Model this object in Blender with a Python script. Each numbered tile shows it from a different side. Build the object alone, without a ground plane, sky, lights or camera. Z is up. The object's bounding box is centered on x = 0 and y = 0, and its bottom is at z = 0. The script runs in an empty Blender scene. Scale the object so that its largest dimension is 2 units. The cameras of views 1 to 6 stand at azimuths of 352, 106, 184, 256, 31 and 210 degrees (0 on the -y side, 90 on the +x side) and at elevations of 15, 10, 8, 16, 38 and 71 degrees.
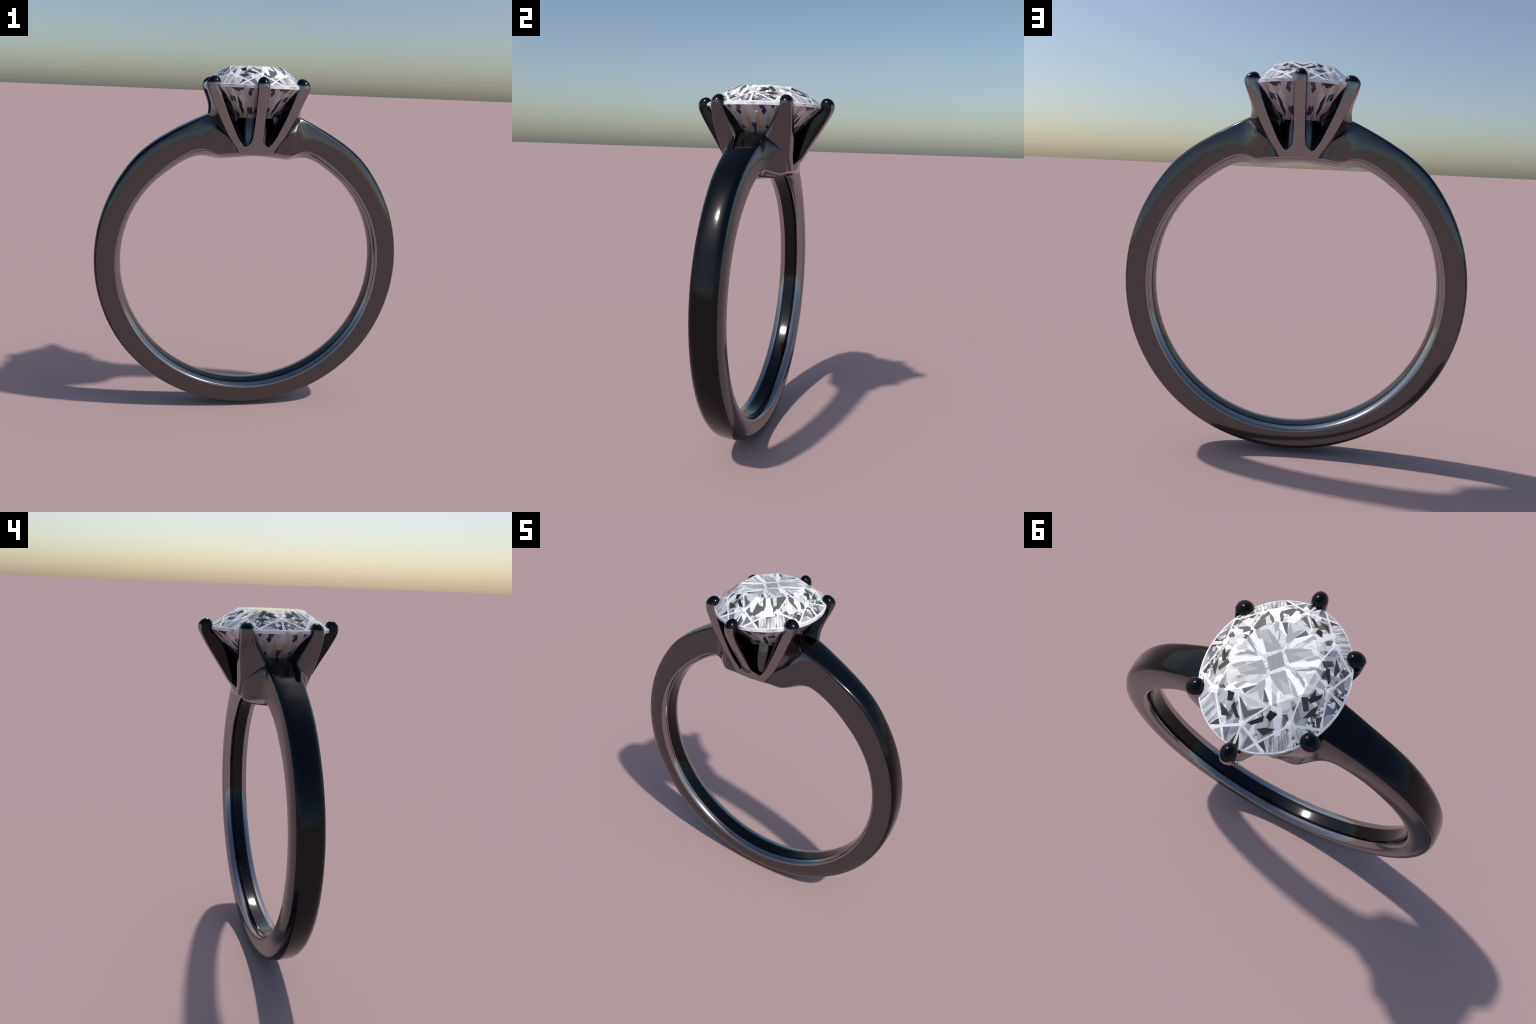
import bpy, bmesh, math
from mathutils import Vector

# ------------------------------------------------------------------ frame
RING_Z = 0.890            # height of the finger-hole centre
STONE_X = 0.850           # the stone is an oval: x is squeezed by this
STONE_R = 0.326           # half length of the stone along y
TABLE_Z, MID_Z, GIRDLE_TOP, GIRDLE_BOT, CULET_Z = 2.000, 1.958, 1.904, 1.889, 1.597
FLOOR_Z = 1.745           # saddle between the prongs, where the band runs under the stone


def curve(points):
    """Monotone cubic through (x, y) control points."""
    xs = [p[0] for p in points]
    ys = [p[1] for p in points]
    n = len(xs)
    d = [(ys[i + 1] - ys[i]) / (xs[i + 1] - xs[i]) for i in range(n - 1)]
    m = [d[0]] + [0.0 if d[i - 1] * d[i] <= 0 else 2 * d[i - 1] * d[i] / (d[i - 1] + d[i]) for i in range(1, n - 1)] + [d[-1]]

    def f(x):
        if x <= xs[0]:
            return ys[0]
        if x >= xs[-1]:
            return ys[-1]
        i = max(k for k in range(n - 1) if xs[k] <= x)
        h = xs[i + 1] - xs[i]
        t = (x - xs[i]) / h
        return ((2 * t**3 - 3 * t**2 + 1) * ys[i] + (t**3 - 2 * t**2 + t) * h * m[i]
                + (-2 * t**3 + 3 * t**2) * ys[i + 1] + (t**3 - t**2) * h * m[i + 1])
    return f


def new_object(name, verts, faces, material, parent=None, smooth_angle=None):
    me = bpy.data.meshes.new(name)
    bm = bmesh.new()
    vs = [bm.verts.new(v) for v in verts]
    for f in faces:
        try:
            bm.faces.new([vs[i] for i in f])
        except ValueError:
            pass
    bmesh.ops.recalc_face_normals(bm, faces=bm.faces)
    if smooth_angle is not None:
        for f in bm.faces:
            f.smooth = True
        for e in bm.edges:
            e.smooth = not (len(e.link_faces) == 2 and e.calc_face_angle(0.0) > math.radians(smooth_angle))
    bm.to_mesh(me)
    bm.free()
    me.materials.append(material)
    ob = bpy.data.objects.new(name, me)
    bpy.context.scene.collection.objects.link(ob)
    ob.parent = parent
    return ob


def round_corners(poly, radii, seg=5):
    """Replace each corner of a closed polygon by an arc-like quadratic blend."""
    out = []
    n = len(poly)
    for i, p in enumerate(poly):
        p = Vector(p)
        a, b = Vector(poly[i - 1]), Vector(poly[(i + 1) % n])
        la, lb = (a - p).length, (b - p).length
        ra, rb = min(radii[i], la * 0.48), min(radii[i], lb * 0.48)
        pa = p + (a - p) * (ra / la if la > 1e-9 else 0)
        pb = p + (b - p) * (rb / lb if lb > 1e-9 else 0)
        for k in range(seg + 1):
            t = k / seg
            out.append(pa * (1 - t) ** 2 + p * 2 * t * (1 - t) + pb * t * t)
    return out


def loft(rings, closed_loop=False):
    """Faces joining equal-length rings; open lofts get end caps."""
    n, m = len(rings), len(rings[0])
    verts = [tuple(v) for r in rings for v in r]
    faces = []
    for i in range(n if closed_loop else n - 1):
        j = (i + 1) % n
        for k in range(m):
            l = (k + 1) % m
            faces.append((i * m + k, i * m + l, j * m + l, j * m + k))
    if not closed_loop:
        faces.append(tuple(range(m)))
        faces.append(tuple(range((n - 1) * m, n * m)))
    return verts, faces


# ------------------------------------------------------------------ materials
def metal_material(name, tint, rough):
    """Polished metal; a faint noise breaks up the gloss."""
    mat = bpy.data.materials.new(name)
    mat.use_nodes = True
    nt = mat.node_tree
    b = nt.nodes["Principled BSDF"]
    b.inputs["Metallic"].default_value = 1.0
    b.inputs["Base Color"].default_value = (*tint, 1)
    tc = nt.nodes.new("ShaderNodeTexCoord")
    noise = nt.nodes.new("ShaderNodeTexNoise")
    noise.inputs["Scale"].default_value = 60.0
    noise.inputs["Detail"].default_value = 3.0
    nt.links.new(tc.outputs["Object"], noise.inputs["Vector"])
    mr = nt.nodes.new("ShaderNodeMapRange")
    mr.inputs["To Min"].default_value = rough - 0.025
    mr.inputs["To Max"].default_value = rough + 0.025
    nt.links.new(noise.outputs["Fac"], mr.inputs["Value"])
    nt.links.new(mr.outputs["Result"], b.inputs["Roughness"])
    return mat


GUNMETAL = metal_material("gunmetal", (0.122, 0.118, 0.121), 0.13)
DARK_METAL = metal_material("dark_metal", (0.026, 0.027, 0.030), 0.11)
BRIGHT = metal_material("pale_metal", (0.33, 0.318, 0.322), 0.13)
PRONG_METAL = metal_material("prong_metal", (0.27, 0.258, 0.262), 0.13)


class Graph:
    """Small helper for writing node maths."""

    def __init__(self, name):
        self.mat = bpy.data.materials.new(name)
        self.mat.use_nodes = True
        self.nt = self.mat.node_tree
        self.bsdf = self.nt.nodes["Principled BSDF"]

    def put(self, socket, value):
        if isinstance(value, bpy.types.NodeSocket):
            self.nt.links.new(value, socket)
        else:
            socket.default_value = value

    def math(self, op, *args, clamp=False):
        n = self.nt.nodes.new("ShaderNodeMath")
        n.operation = op
        n.use_clamp = clamp
        for i, v in enumerate(args):
            self.put(n.inputs[i], v)
        return n.outputs[0]

    def vec(self, x, y, z):
        n = self.nt.nodes.new("ShaderNodeCombineXYZ")
        for i, v in enumerate((x, y, z)):
            self.put(n.inputs[i], v)
        return n.outputs[0]

    def dot(self, a, const):
        n = self.nt.nodes.new("ShaderNodeVectorMath")
        n.operation = "DOT_PRODUCT"
        self.put(n.inputs[0], a)
        n.inputs[1].default_value = const
        return n.outputs["Value"]

    def mix(self, fac, a, b):
        n = self.nt.nodes.new("ShaderNodeMix")
        n.data_type = "RGBA"
        self.put(n.inputs["Factor"], fac)
        for sock, v in ((n.inputs[6], a), (n.inputs[7], b)):
            self.put(sock, v if isinstance(v, bpy.types.NodeSocket) else (*v, 1))
        return n.outputs[2]

    def ramp(self, fac, stops, interp="LINEAR"):
        n = self.nt.nodes.new("ShaderNodeValToRGB")
        n.color_ramp.interpolation = interp
        e = n.color_ramp.elements
        while len(e) < len(stops):
            e.new(0.5)
        for el, (p, c) in zip(e, stops):
            el.position, el.color = p, (*c, 1)
        self.put(n.inputs[0], fac)
        return n.outputs[0]

    def noise(self, vector, scale, detail=2.0):
        n = self.nt.nodes.new("ShaderNodeTexNoise")
        n.inputs["Scale"].default_value = scale
        n.inputs["Detail"].default_value = detail
        self.put(n.inputs["Vector"], vector)
        return n.outputs["Fac"]

    def polar(self):
        """Stone-plane position: radius (girdle = 1), angle folded to 0..90 degrees from the long axis, raw angle."""
        tc = self.nt.nodes.new("ShaderNodeTexCoord")
        sep = self.nt.nodes.new("ShaderNodeSeparateXYZ")
        self.nt.links.new(tc.outputs["Object"], sep.inputs[0])
        x = self.math("DIVIDE", sep.outputs["X"], 0.280)
        y = self.math("DIVIDE", sep.outputs["Y"], 0.335)
        r = self.math("SQRT", self.math("ADD", self.math("MULTIPLY", x, x), self.math("MULTIPLY", y, y)))
        ang = self.math("ARCTAN2", x, y)
        tau = self.math("PINGPONG", ang, math.pi / 2)
        u = self.math("MULTIPLY", r, self.math("COSINE", tau))
        v = self.math("MULTIPLY", r, self.math("SINE", tau))
        self.r, self.tau, self.ang, self.x, self.y, self.obj = r, tau, ang, x, y, tc.outputs["Object"]
        self.uv1 = self.vec(u, v, 1.0)

    def facet(self, *corners):
        """Mask of a convex facet given by (radius, degrees) corners."""
        pts = [(r * math.cos(math.radians(t)), r * math.sin(math.radians(t))) for r, t in corners]
        # corners on the fold lines reach past them, so the mirrored halves join
        pts = [(x, y - 0.03) if t == 0 else ((x - 0.03, y) if t == 90 else (x, y)) for (x, y), (r, t) in zip(pts, corners)]
        area = sum(pts[i - 1][0] * pts[i][1] - pts[i][0] * pts[i - 1][1] for i in range(len(pts)))
        if area < 0:
            pts.reverse()
        low = None
        for i in range(len(pts)):
            (ax, ay), (bx, by) = pts[i - 1], pts[i]
            nx, ny = -(by - ay), bx - ax
            ln = math.hypot(nx, ny)
            nx, ny = nx / ln, ny / ln
            d = self.dot(self.uv1, (nx, ny, -(nx * ax + ny * ay)))
            low = d if low is None else self.math("MINIMUM", low, d)
        return self.math("MULTIPLY", low, 250.0, clamp=True)

    def ridge(self, a, b, width):
        """Mask of a thin line between two (radius, degrees) points."""
        pa = [a[0] * math.cos(math.radians(a[1])), a[0] * math.sin(math.radians(a[1]))]
        pb = [b[0] * math.cos(math.radians(b[1])), b[0] * math.sin(math.radians(b[1]))]
        dx, dy = pb[0] - pa[0], pb[1] - pa[1]
        ln = math.hypot(dx, dy)
        dx, dy = dx / ln, dy / ln
        along = self.dot(self.uv1, (dx, dy, -(dx * pa[0] + dy * pa[1])))
        across = self.math("ABSOLUTE", self.dot(self.uv1, (-dy, dx, dy * pa[0] - dx * pa[1])))
        inside = self.math("MINIMUM", along, self.math("SUBTRACT", ln, along))
        near = self.math("SUBTRACT", width, across)
        return self.math("MULTIPLY", self.math("MINIMUM", near, inside), 250.0, clamp=True)


def grey(v, tint=(1.0, 1.0, 1.0)):
    return tuple(v * c for c in tint)


WHITE = (0.93, 0.93, 0.95)


def crown_material():
    g = Graph("diamond_crown")
    g.polar()
    # wedge-shaped glints painted into the base colour, radiating from the centre
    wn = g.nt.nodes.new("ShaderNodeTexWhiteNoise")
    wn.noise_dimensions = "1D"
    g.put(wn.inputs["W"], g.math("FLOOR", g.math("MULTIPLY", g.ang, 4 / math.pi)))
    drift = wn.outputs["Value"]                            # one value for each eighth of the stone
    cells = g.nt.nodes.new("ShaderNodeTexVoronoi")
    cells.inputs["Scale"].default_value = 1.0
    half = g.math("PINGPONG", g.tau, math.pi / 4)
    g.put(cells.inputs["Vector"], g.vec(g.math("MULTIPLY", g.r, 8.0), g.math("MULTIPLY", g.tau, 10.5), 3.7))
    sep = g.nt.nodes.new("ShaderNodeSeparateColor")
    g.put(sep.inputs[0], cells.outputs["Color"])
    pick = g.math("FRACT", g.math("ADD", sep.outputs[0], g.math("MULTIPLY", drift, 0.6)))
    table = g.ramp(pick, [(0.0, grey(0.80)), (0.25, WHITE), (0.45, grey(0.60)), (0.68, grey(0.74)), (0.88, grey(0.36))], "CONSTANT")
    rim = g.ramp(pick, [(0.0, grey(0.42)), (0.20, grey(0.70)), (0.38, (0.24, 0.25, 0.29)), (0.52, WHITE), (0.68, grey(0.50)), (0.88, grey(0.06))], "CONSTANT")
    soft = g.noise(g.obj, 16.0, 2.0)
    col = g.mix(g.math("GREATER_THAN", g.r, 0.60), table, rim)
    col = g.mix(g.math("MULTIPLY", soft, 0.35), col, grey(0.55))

    # coloured fire painted near the girdle, broken glitter as noise at the short ends
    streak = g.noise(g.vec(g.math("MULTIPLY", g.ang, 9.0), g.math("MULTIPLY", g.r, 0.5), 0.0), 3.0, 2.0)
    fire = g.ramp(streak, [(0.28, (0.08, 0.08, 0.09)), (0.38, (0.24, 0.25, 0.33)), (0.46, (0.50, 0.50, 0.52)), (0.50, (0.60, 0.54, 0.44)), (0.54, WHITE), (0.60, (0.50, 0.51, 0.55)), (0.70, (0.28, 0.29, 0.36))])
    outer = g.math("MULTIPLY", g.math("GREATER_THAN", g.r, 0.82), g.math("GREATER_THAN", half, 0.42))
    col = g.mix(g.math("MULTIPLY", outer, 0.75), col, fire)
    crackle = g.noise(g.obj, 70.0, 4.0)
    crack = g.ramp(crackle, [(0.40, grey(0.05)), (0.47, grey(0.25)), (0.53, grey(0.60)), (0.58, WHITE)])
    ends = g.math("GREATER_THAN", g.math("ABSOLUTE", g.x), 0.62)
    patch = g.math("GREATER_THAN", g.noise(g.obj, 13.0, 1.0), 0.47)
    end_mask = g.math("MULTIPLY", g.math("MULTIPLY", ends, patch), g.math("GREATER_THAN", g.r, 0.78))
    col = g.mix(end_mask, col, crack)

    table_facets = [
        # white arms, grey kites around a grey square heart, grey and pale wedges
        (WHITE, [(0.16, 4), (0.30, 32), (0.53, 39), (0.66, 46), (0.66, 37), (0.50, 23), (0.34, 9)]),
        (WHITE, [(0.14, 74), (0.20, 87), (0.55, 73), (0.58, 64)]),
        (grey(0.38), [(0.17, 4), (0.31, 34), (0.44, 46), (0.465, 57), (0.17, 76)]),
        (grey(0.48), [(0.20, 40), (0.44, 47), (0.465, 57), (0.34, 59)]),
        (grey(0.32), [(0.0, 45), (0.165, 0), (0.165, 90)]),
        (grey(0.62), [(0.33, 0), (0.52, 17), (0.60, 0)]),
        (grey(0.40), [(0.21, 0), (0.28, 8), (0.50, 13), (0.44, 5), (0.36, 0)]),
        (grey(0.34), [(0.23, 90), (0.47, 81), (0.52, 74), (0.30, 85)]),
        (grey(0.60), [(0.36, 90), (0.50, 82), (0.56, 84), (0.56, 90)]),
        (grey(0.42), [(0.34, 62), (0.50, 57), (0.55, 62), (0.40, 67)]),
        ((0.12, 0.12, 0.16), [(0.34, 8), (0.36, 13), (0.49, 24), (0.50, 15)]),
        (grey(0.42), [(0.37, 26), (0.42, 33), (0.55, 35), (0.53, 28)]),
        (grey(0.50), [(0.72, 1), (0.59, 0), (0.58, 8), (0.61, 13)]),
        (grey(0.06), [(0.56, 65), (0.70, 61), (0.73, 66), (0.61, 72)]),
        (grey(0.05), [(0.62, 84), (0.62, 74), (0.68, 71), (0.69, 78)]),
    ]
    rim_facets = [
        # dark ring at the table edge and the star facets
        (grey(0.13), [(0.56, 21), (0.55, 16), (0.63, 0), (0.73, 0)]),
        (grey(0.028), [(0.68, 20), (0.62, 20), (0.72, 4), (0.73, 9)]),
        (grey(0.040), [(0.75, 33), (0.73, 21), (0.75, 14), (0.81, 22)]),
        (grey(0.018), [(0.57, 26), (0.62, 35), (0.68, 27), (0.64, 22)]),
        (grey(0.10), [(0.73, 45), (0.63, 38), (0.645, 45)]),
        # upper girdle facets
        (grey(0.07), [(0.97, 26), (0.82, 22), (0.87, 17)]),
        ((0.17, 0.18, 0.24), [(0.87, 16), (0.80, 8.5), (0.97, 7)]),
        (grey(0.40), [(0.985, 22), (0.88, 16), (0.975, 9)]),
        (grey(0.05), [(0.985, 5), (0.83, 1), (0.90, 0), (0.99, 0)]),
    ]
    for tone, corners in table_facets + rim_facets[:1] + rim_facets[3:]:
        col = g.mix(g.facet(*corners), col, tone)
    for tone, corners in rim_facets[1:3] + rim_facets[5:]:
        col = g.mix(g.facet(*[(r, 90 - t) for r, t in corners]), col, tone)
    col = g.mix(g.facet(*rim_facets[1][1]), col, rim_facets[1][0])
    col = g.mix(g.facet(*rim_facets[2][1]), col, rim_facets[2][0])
    # some eighths of the stone get their flashes coloured white, grey or dark
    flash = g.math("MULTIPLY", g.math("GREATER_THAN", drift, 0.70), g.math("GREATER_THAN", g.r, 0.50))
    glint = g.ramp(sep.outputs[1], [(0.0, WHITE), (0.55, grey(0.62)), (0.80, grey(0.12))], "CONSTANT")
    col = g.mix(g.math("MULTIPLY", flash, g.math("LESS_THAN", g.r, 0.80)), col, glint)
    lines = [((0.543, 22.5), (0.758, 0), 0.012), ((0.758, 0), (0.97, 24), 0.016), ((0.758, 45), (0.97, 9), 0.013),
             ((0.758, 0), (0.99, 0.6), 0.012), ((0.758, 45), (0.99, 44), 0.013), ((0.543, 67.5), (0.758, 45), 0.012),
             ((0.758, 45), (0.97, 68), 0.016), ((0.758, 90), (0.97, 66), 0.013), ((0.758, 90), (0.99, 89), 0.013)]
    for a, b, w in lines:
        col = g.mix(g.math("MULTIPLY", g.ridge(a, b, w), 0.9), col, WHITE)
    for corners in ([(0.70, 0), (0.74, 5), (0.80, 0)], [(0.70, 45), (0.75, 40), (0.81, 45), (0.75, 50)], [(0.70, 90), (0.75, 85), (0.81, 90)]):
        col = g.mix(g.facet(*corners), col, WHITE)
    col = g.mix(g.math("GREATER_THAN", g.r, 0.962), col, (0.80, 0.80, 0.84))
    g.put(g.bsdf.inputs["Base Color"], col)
    g.bsdf.inputs["Roughness"].default_value = 0.05
    return g.mat


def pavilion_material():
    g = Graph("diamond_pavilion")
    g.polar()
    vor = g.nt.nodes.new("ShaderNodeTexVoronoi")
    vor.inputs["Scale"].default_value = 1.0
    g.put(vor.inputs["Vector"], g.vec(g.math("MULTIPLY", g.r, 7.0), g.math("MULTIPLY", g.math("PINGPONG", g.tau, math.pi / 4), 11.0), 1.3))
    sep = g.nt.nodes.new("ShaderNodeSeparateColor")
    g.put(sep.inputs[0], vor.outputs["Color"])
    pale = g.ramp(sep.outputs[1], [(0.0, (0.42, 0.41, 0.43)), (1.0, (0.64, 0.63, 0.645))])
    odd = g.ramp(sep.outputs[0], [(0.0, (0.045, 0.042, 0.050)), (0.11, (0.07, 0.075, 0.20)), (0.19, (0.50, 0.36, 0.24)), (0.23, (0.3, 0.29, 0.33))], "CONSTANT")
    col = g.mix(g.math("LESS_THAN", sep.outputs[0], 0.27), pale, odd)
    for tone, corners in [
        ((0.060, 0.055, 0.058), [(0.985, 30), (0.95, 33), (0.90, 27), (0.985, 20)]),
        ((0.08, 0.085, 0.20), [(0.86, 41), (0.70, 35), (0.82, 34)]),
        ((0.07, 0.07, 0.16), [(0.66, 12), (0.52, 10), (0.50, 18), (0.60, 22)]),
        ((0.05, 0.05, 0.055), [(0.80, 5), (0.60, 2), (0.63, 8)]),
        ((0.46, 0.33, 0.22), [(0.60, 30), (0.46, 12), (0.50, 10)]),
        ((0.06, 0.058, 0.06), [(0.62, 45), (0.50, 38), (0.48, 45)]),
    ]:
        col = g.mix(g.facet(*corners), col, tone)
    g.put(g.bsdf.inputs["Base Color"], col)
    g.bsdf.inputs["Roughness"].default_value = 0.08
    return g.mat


def girdle_material():
    g = Graph("diamond_girdle")
    g.polar()
    col = g.ramp(g.noise(g.obj, 22.0, 3.0), [(0.36, (0.42, 0.42, 0.46)), (0.44, (0.72, 0.72, 0.76)), (0.60, (0.86, 0.86, 0.90))])
    g.put(g.bsdf.inputs["Base Color"], col)
    g.bsdf.inputs["Roughness"].default_value = 0.1
    return g.mat


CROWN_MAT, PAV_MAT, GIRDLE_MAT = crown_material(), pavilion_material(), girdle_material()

# ------------------------------------------------------------------ root
root = bpy.data.objects.new("engagement_ring", None)
bpy.context.scene.collection.objects.link(root)
root["label"] = "dark polished metal solitaire ring with six-prong oval diamond"
root["category"] = "ring"

# ------------------------------------------------------------------ band
# all profiles are functions of phi, the angle in degrees away from the head
outer_r = curve([(17.2, 0.893), (21, 0.888), (26, 0.884), (31, 0.884), (37, 0.888), (46, 0.893), (56, 0.890), (75, 0.888), (125, 0.887), (150, 0.882), (165, 0.877), (180, 0.875)])
outer_w = curve([(0, 0.090), (17, 0.088), (27, 0.081), (36, 0.077), (42, 0.075), (48, 0.073), (53, 0.072), (60, 0.071), (95, 0.071), (125, 0.073), (180, 0.076)])
edge_drop = curve([(0, 0.012), (17, 0.014), (30, 0.020), (45, 0.022), (60, 0.021), (130, 0.020), (180, 0.014)])
inner_r = curve([(0, 0.662), (8, 0.669), (12, 0.673), (15.5, 0.678), (18, 0.689), (20.5, 0.710), (23, 0.728), (25.5, 0.738), (30, 0.743), (45, 0.746), (55, 0.754), (70, 0.763), (90, 0.767), (130, 0.768), (180, 0.769)])
inner_w = curve([(0, 0.192), (5, 0.190), (8, 0.185), (10, 0.180), (13, 0.176), (15, 0.169), (16.5, 0.157), (18, 0.141), (20, 0.120), (22, 0.105), (25, 0.095), (30, 0.089), (40, 0.082), (50, 0.080), (60, 0.079), (110, 0.079), (130, 0.080), (180, 0.082)])
lip_r = curve([(0, 0.641), (10, 0.640), (14, 0.641), (16.5, 0.643), (18, 0.648), (20, 0.660), (24, 0.689), (27, 0.702), (32, 0.710), (40, 0.715), (50, 0.726), (70, 0.739), (90, 0.743), (130, 0.747), (180, 0.751)])
mid_r = curve([(0, 0.700), (8.0, 0.700), (9.0, 0.712), (11.6, 0.755), (14, 0.790), (16, 0.815), (25, 0.815), (40, 0.825), (180, 0.822)])
mid_w = curve([(0, 0.120), (8, 0.125), (9.0, 0.168), (10, 0.1775), (11.6, 0.177), (13, 0.171), (14, 0.163), (15.8, 0.144), (17, 0.125), (18.5, 0.110), (20, 0.101), (22, 0.096), (25, 0.0925), (30, 0.088), (40, 0.082), (60, 0.081), (95, 0.0825), (130, 0.084), (180, 0.085)])
floor_rise = curve([(0, 0.012), (0.18, 0.012), (0.225, 0.006), (0.262, 0.0)])
belly = curve([(0, 1.0), (6, 1.0), (24, 0.0), (180, 0.0)])
angular = curve([(0, 1.0), (14.5, 1.0), (18, 0.0), (180, 0.0)])
crease = curve([(0, 0.0), (28, 0.0), (50, 1.0), (180, 1.0)])


def band_section(phi):
    c = math.cos(math.radians(phi))
    x_top = (FLOOR_Z - RING_Z) * math.tan(math.radians(min(phi, 60)))
    ro = (FLOOR_Z + floor_rise(x_top) - RING_Z) / c if phi < 17.2 else outer_r(phi)
    wo, wi, ri, rl, drop = outer_w(phi), inner_w(phi), inner_r(phi), lip_r(phi), edge_drop(phi)
    rm, wm = mid_r(phi), mid_w(phi)
    re = ro - drop
    ck = crease(phi)
    soft = [(0.0, 0.0), (0.25, 0.03), (0.5, 0.13), (0.70, 0.28), (0.84, 0.45), (0.93, 0.66), (0.98, 0.86)]
    hard = [(0.0, 0.0), (0.30, 0.03), (0.55, 0.12), (0.71, 0.26), (0.76, 0.34), (0.88, 0.66), (0.985, 0.94)]
    half = [((a[0] + (b[0] - a[0]) * ck) * wo, ro - drop * (a[1] + (b[1] - a[1]) * ck)) for a, b in zip(soft, hard)]
    half.append((wo + 0.0005, re - 0.003))
    # side face: quadratic-like blend through the middle control
    for t in (0.12, 0.25, 0.4, 0.5, 0.65, 0.82, 0.94):
        b0, b1, b2 = (1 - t) ** 2, 2 * t * (1 - t), t * t
        qm = (2 * wm - 0.5 * (wo + wi), 2 * rm - 0.5 * (re + ri))      # passes through the control at t = .5
        soft_p = (b0 * (wo + 0.0005) + b1 * qm[0] + b2 * wi, b0 * (re - 0.003) + b1 * qm[1] + b2 * ri)
        s = min(1, t * 2), max(0, t * 2 - 1)
        hard_p = tuple(p0 + (p1 - p0) * s[0] + (p2 - p1) * s[1] for p0, p1, p2 in ((wo + 0.0005, wm, wi), (re - 0.003, rm, ri)))
        a = angular(phi)
        half.append((soft_p[0] + (hard_p[0] - soft_p[0]) * a, soft_p[1] + (hard_p[1] - soft_p[1]) * a))
    lw, bl = 0.041, belly(phi)
    half += [
        (wi, ri), (wi - 0.002, ri - 0.005), (wi - 0.007, ri - 0.010),
        (wi - 0.010 - 0.25 * (wi - lw), ri - 0.010 - (0.42 + 0.50 * bl) * (ri - 0.010 - rl)),
        (lw + 0.25 * (wi - lw), rl + (0.18 - 0.10 * bl) * (ri - 0.010 - rl)), (lw + 0.002, rl + 0.0015), (lw - 0.002, rl),
        (0.5 * lw, rl - 0.0005), (0.0, rl - 0.0008),
    ]
    full = half + [(-w, r) for w, r in reversed(half[1:-1])]
    return full


def band_angles():
    a = 0.0
    out = []
    while a < 180:
        out.append(a)
        a += 0.6 if a < 30 else (1.0 if a < 60 else 1.6)
    out.append(180.0)
    return out + [360 - x for x in reversed(out[1:-1])]


rings = []
for a in band_angles():
    phi = a if a <= 180 else 360 - a
    s = math.sin(math.radians(a))
    c = math.cos(math.radians(a))
    rings.append([(r * s, w, RING_Z + r * c) for w, r in band_section(phi)])
v, f = loft(rings, closed_loop=True)
band = new_object("band", v, f, GUNMETAL, root, 38)
band.data.materials.append(DARK_METAL)
band.data.materials.append(BRIGHT)
# tone by strip of the cross-section: dark outer face and bore, pale bevel, gunmetal flanks
SECTION = len(rings[0])
HALF = SECTION // 2
for i, poly in enumerate(band.data.polygons):
    k = i % SECTION
    k = k if k < HALF else SECTION - 1 - k
    poly.material_index = 1 if (k < 6 or k >= HALF - 3) else (2 if 15 <= k < HALF - 3 else 0)

# ------------------------------------------------------------------ prongs
# end prong (along +y): half width, outer reach by height
Z_LEVELS = [1.552, 1.5555, 1.562, 1.572, 1.580, 1.586, 1.590, 1.595, 1.602, 1.612, 1.63, 1.65, 1.68, 1.71, 1.728, 1.740, 1.745, 1.750, 1.756, 1.762, 1.77, 1.78, 1.81, 1.84, 1.86, 1.872, 1.885, 1.895, 1.905]
end_half = curve([(1.553, 0.061), (1.584, 0.061), (1.590, 0.054), (1.597, 0.046), (1.607, 0.039), (1.63, 0.033), (1.68, 0.030), (1.75, 0.029), (1.905, 0.0305)])
end_out = curve([(1.546, 0.189), (1.553, 0.196), (1.565, 0.203), (1.58, 0.210), (1.60, 0.222), (1.63, 0.240), (1.697, 0.281), (1.788, 0.339), (1.84, 0.370), (1.87, 0.385), (1.89, 0.391), (1.905, 0.391)])
tip_blend = curve([(1.80, 0.0), (1.86, 0.5), (1.895, 1.0)])
TIP_TOP = 1.945


def tip_rings(last, centre, top_centre, z0, z1, steps=9):
    """Dome over the last ring."""
    out = []
    for i in range(1, steps + 1):
        t = math.sin(0.5 * math.pi * i / steps * 0.985)
        k = max(0.0, 1 - t ** 2.0) ** 0.5
        c = Vector(centre).lerp(Vector(top_centre), t)
        out.append([(c.x + (p[0] - centre[0]) * k, c.y + (p[1] - centre[1]) * k, z0 + (z1 - z0) * t) for p in last])
    return out


end_in = curve([(1.546, 0.08), (1.60, 0.10), (1.65, 0.125), (1.70, 0.152), (1.733, 0.176), (1.81, 0.244), (1.863, 0.298), (1.885, 0.315), (1.905, 0.317)])


def rounded(points, z, centre, radii):
    """Towards the tip the section turns into an ellipse."""
    e = max(0.0, min(1.0, (z - 1.868) / 0.034))
    out = []
    for p in points:
        a = math.atan2((p.y - centre[1]) / radii[1], (p.x - centre[0]) / radii[0])
        q = (centre[0] + radii[0] * math.cos(a), centre[1] + radii[1] * math.sin(a))
        out.append((p.x + (q[0] - p.x) * e, p.y + (q[1] - p.y) * e, z))
    return out


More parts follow.
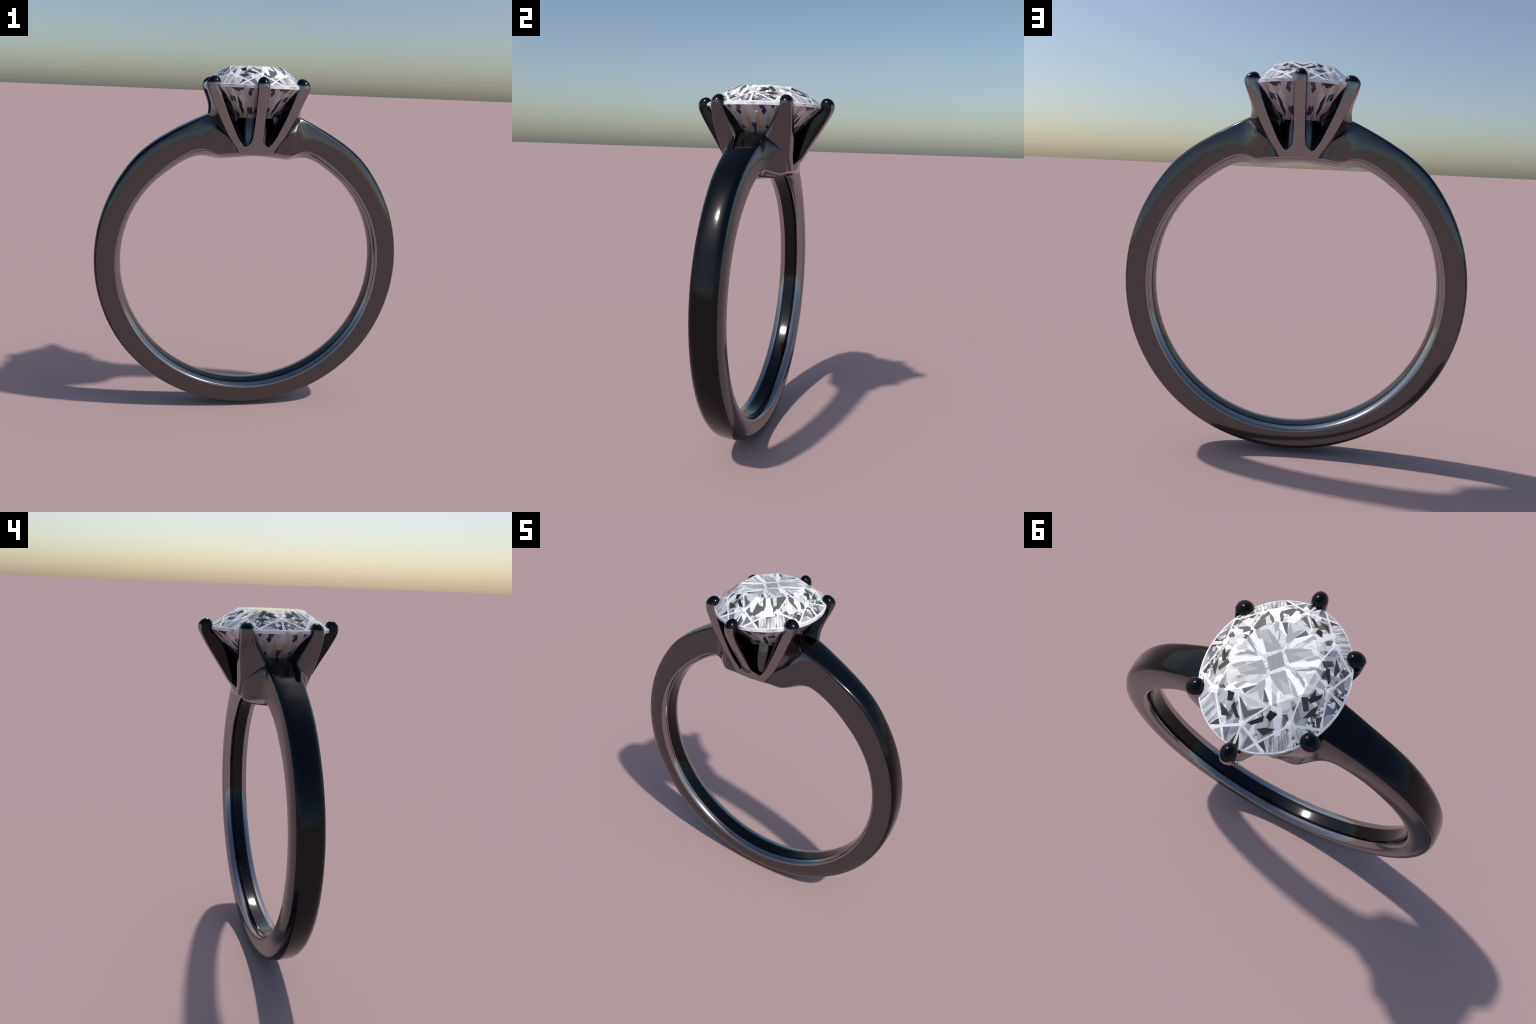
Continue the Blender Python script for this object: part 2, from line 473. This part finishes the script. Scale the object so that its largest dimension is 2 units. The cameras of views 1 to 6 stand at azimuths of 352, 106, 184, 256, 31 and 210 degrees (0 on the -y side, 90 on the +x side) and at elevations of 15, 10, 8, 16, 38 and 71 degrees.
def end_prong_mesh():
    rings = []
    for z in Z_LEVELS:
        h, yo, yi = end_half(z), end_out(z), end_in(z)
        low = max(0.0, min(1.0, (1.615 - z) / 0.03))
        ye = yo - 0.004 * (1 - low) + (B(z)[1] - yo) * low                    # at the foot the front curves round to the neighbours
        rnd = 0.017 * (1 - low) + 0.0008 + 0.013 * tip_blend(z)
        poly = [(0, yo), (h, ye), (h * 0.97, yi), (-h * 0.97, yi), (-h, ye)]
        r = [0.03, rnd, 0.010 + 0.018 * tip_blend(z), 0.010 + 0.018 * tip_blend(z), rnd]
        rings.append(rounded(round_corners(poly, r, 6), z, (0, 0.355), (0.0325, 0.0385)))
    rings += tip_rings(rings[-1], (0, 0.355), (0, 0.349), Z_LEVELS[-1], TIP_TOP)
    return loft(rings)


# side prong (+x, +y): corners slot edge B, crease C, gap edge D, inner E, by height
def track(*rows):
    fx = curve([(r[0], r[1]) for r in rows])
    fy = curve([(r[0], r[2]) for r in rows])
    return lambda z: (fx(z), fy(z))


B = track((1.546, 0.061, 0.186), (1.553, 0.061, 0.190), (1.570, 0.061, 0.193), (1.584, 0.061, 0.194), (1.590, 0.067, 0.195), (1.60, 0.0775, 0.196), (1.625, 0.097, 0.200), (1.65, 0.111, 0.204), (1.70, 0.134, 0.211), (1.745, 0.154, 0.215), (1.78, 0.168, 0.217), (1.81, 0.179, 0.219), (1.85, 0.194, 0.220), (1.885, 0.201, 0.220), (1.905, 0.203, 0.218))
C = track((1.546, 0.088, 0.186), (1.553, 0.092, 0.189), (1.575, 0.103, 0.190), (1.60, 0.121, 0.189), (1.625, 0.139, 0.190), (1.65, 0.155, 0.192), (1.70, 0.182, 0.201), (1.745, 0.205, 0.209), (1.78, 0.221, 0.214), (1.81, 0.233, 0.217), (1.85, 0.251, 0.221), (1.885, 0.263, 0.223), (1.905, 0.265, 0.222))
D = track((1.553, 0.165, 0.110), (1.60, 0.200, 0.105), (1.65, 0.232, 0.088), (1.70, 0.248, 0.082), (1.728, 0.258, 0.080), (1.750, 0.2525, 0.089), (1.78, 0.2475, 0.106), (1.81, 0.251, 0.128), (1.85, 0.265, 0.145), (1.885, 0.276, 0.152), (1.905, 0.277, 0.156))
E = track((1.553, 0.08, 0.02), (1.70, 0.10, 0.02), (1.745, 0.16, 0.04), (1.78, 0.18, 0.075), (1.85, 0.195, 0.112), (1.885, 0.208, 0.146), (1.905, 0.210, 0.150))
def K(z):
    """Inner corner of the slot wall: a short step in from B, hugging the stone towards the top."""
    f = 0.71 + 0.07 * max(0.0, min(1.0, (z - 1.60) / 0.12)) + 0.12 * max(0.0, min(1.0, (z - 1.82) / 0.065))
    bx, by = B(z)
    return (bx * f, by * f)


def side_prong_mesh():
    rings = []
    for z in Z_LEVELS:
        tb = tip_blend(z)
        open_slot = z > 1.587
        poly = [K(z), B(z), C(z), D(z), E(z)]
        r = [0.010, (0.012 + 0.010 * tb) if open_slot else 0.0005, 0.009 + 0.019 * tb, 0.020, 0.02]
        rings.append(rounded(round_corners(poly, r, 7), z, (0.238, 0.187), (0.038, 0.036)))
    rings += tip_rings(rings[-1], (0.238, 0.187), (0.230, 0.182), Z_LEVELS[-1], TIP_TOP)
    return loft(rings)


def new_prong(v, f, around, bright, flank=()):
    """Prong with gunmetal outer faces; the claw tip and the faces turned to the stone are dark."""
    ob = new_object("prong", v, f, PRONG_METAL, root, 32)
    ob.data.materials.append(DARK_METAL)
    ob.data.materials.append(GUNMETAL)
    for i, poly in enumerate(ob.data.polygons):
        k = i % around
        poly.material_index = 1 if poly.center.z > 1.912 else (0 if k in bright else (2 if k in flank else 1))
    return ob


END_BRIGHT = set(range(0, 10)) | set(range(31, 35))
SIDE_BRIGHT = set(range(11, 20))
SIDE_FLANK = set(range(20, 29))
v, f = end_prong_mesh()
new_prong(v, f, 35, END_BRIGHT)
v2 = [(x, -y, z) for x, y, z in v]
new_prong(v2, f, 35, END_BRIGHT)
v, f = side_prong_mesh()
for sx, sy in ((1, 1), (-1, 1), (-1, -1), (1, -1)):
    new_prong([(x * sx, y * sy, z) for x, y, z in v], f, 40, SIDE_BRIGHT, SIDE_FLANK)

# core of the head: the oval seat under the stone that the prongs spring from
core_rings = []
for z, sc in ((1.556, 0.50), (1.575, 0.53), (1.588, 0.535), (1.60, 0.525), (1.62, 0.512), (1.65, 0.505), (1.68, 0.492), (1.71, 0.472), (1.745, 0.43)):
    core_rings.append([(0.275 * sc * math.cos(a * math.tau / 96), 0.335 * sc * math.sin(a * math.tau / 96), z) for a in range(96)])
v, f = loft(core_rings)
new_object("seat", v, f, GUNMETAL, root, 40)

# ------------------------------------------------------------------ stone
def oval(r, deg, z):
    a = math.radians(deg)
    return (STONE_X * r * math.cos(a), r * math.sin(a), z)


def fan_arc(verts, r, a0, a1, z, n):
    idx = []
    for i in range(n + 1):
        verts.append(oval(r, a0 + (a1 - a0) * i / n, z))
        idx.append(len(verts) - 1)
    return idx


def crown_mesh():
    verts, faces = [], []
    table = [oval(0.182, 22.5 + 45 * k, TABLE_Z) for k in range(8)]
    mid = [oval(0.254, 45 * k, MID_Z) for k in range(8)]
    for k in range(8):
        t0, t1, m, m1 = table[k - 1], table[k], mid[k], mid[(k + 1) % 8]
        base = len(verts)
        verts += [t0, t1, m]
        faces.append((base, base + 1, base + 2))                              # star facet
        base = len(verts)
        g = oval(STONE_R, 22.5 + 45 * k, GIRDLE_TOP)
        verts += [t1, m1, g, m]
        faces.append((base, base + 1, base + 2, base + 3))                    # kite facet
        for a0, a1, mm in ((45 * k, 45 * k + 22.5, m), (45 * k + 22.5, 45 * k + 45, m1)):
            arc = fan_arc(verts, STONE_R, a0, a1, GIRDLE_TOP, 3)
            verts.append(mm)
            faces.append(tuple(arc) + (len(verts) - 1,))                      # upper girdle facet
    base = len(verts)
    verts += table
    faces.append(tuple(range(base, base + 8)))
    return verts, faces


def pavilion_mesh():
    verts, faces = [], []
    low = [oval(0.075, 22.5 + 45 * k, CULET_Z + 0.075 / STONE_R * (GIRDLE_BOT - CULET_Z) + 0.004) for k in range(8)]
    tip = (0, 0, CULET_Z)
    for k in range(8):
        l0, l1 = low[k - 1], low[k]
        base = len(verts)
        g = oval(STONE_R, 45 * k, GIRDLE_BOT)
        verts += [tip, l1, g, l0]
        faces.append((base, base + 1, base + 2, base + 3))
        for a0, a1, ll in ((45 * k - 22.5, 45 * k, l0), (45 * k, 45 * k + 22.5, l1)):
            arc = fan_arc(verts, STONE_R, a0, a1, GIRDLE_BOT, 3)
            verts.append(ll)
            faces.append(tuple(arc) + (len(verts) - 1,))
    return verts, faces


verts, faces = [], []
top = fan_arc(verts, STONE_R, 0, 360, GIRDLE_TOP, 48)
bot = fan_arc(verts, STONE_R, 0, 360, GIRDLE_BOT, 48)
faces = [(top[i], top[i + 1], bot[i + 1], bot[i]) for i in range(48)]
gem = new_object("gemstone", verts, faces, GIRDLE_MAT, root, 30)
v, f = crown_mesh()
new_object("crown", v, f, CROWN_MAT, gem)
v, f = pavilion_mesh()
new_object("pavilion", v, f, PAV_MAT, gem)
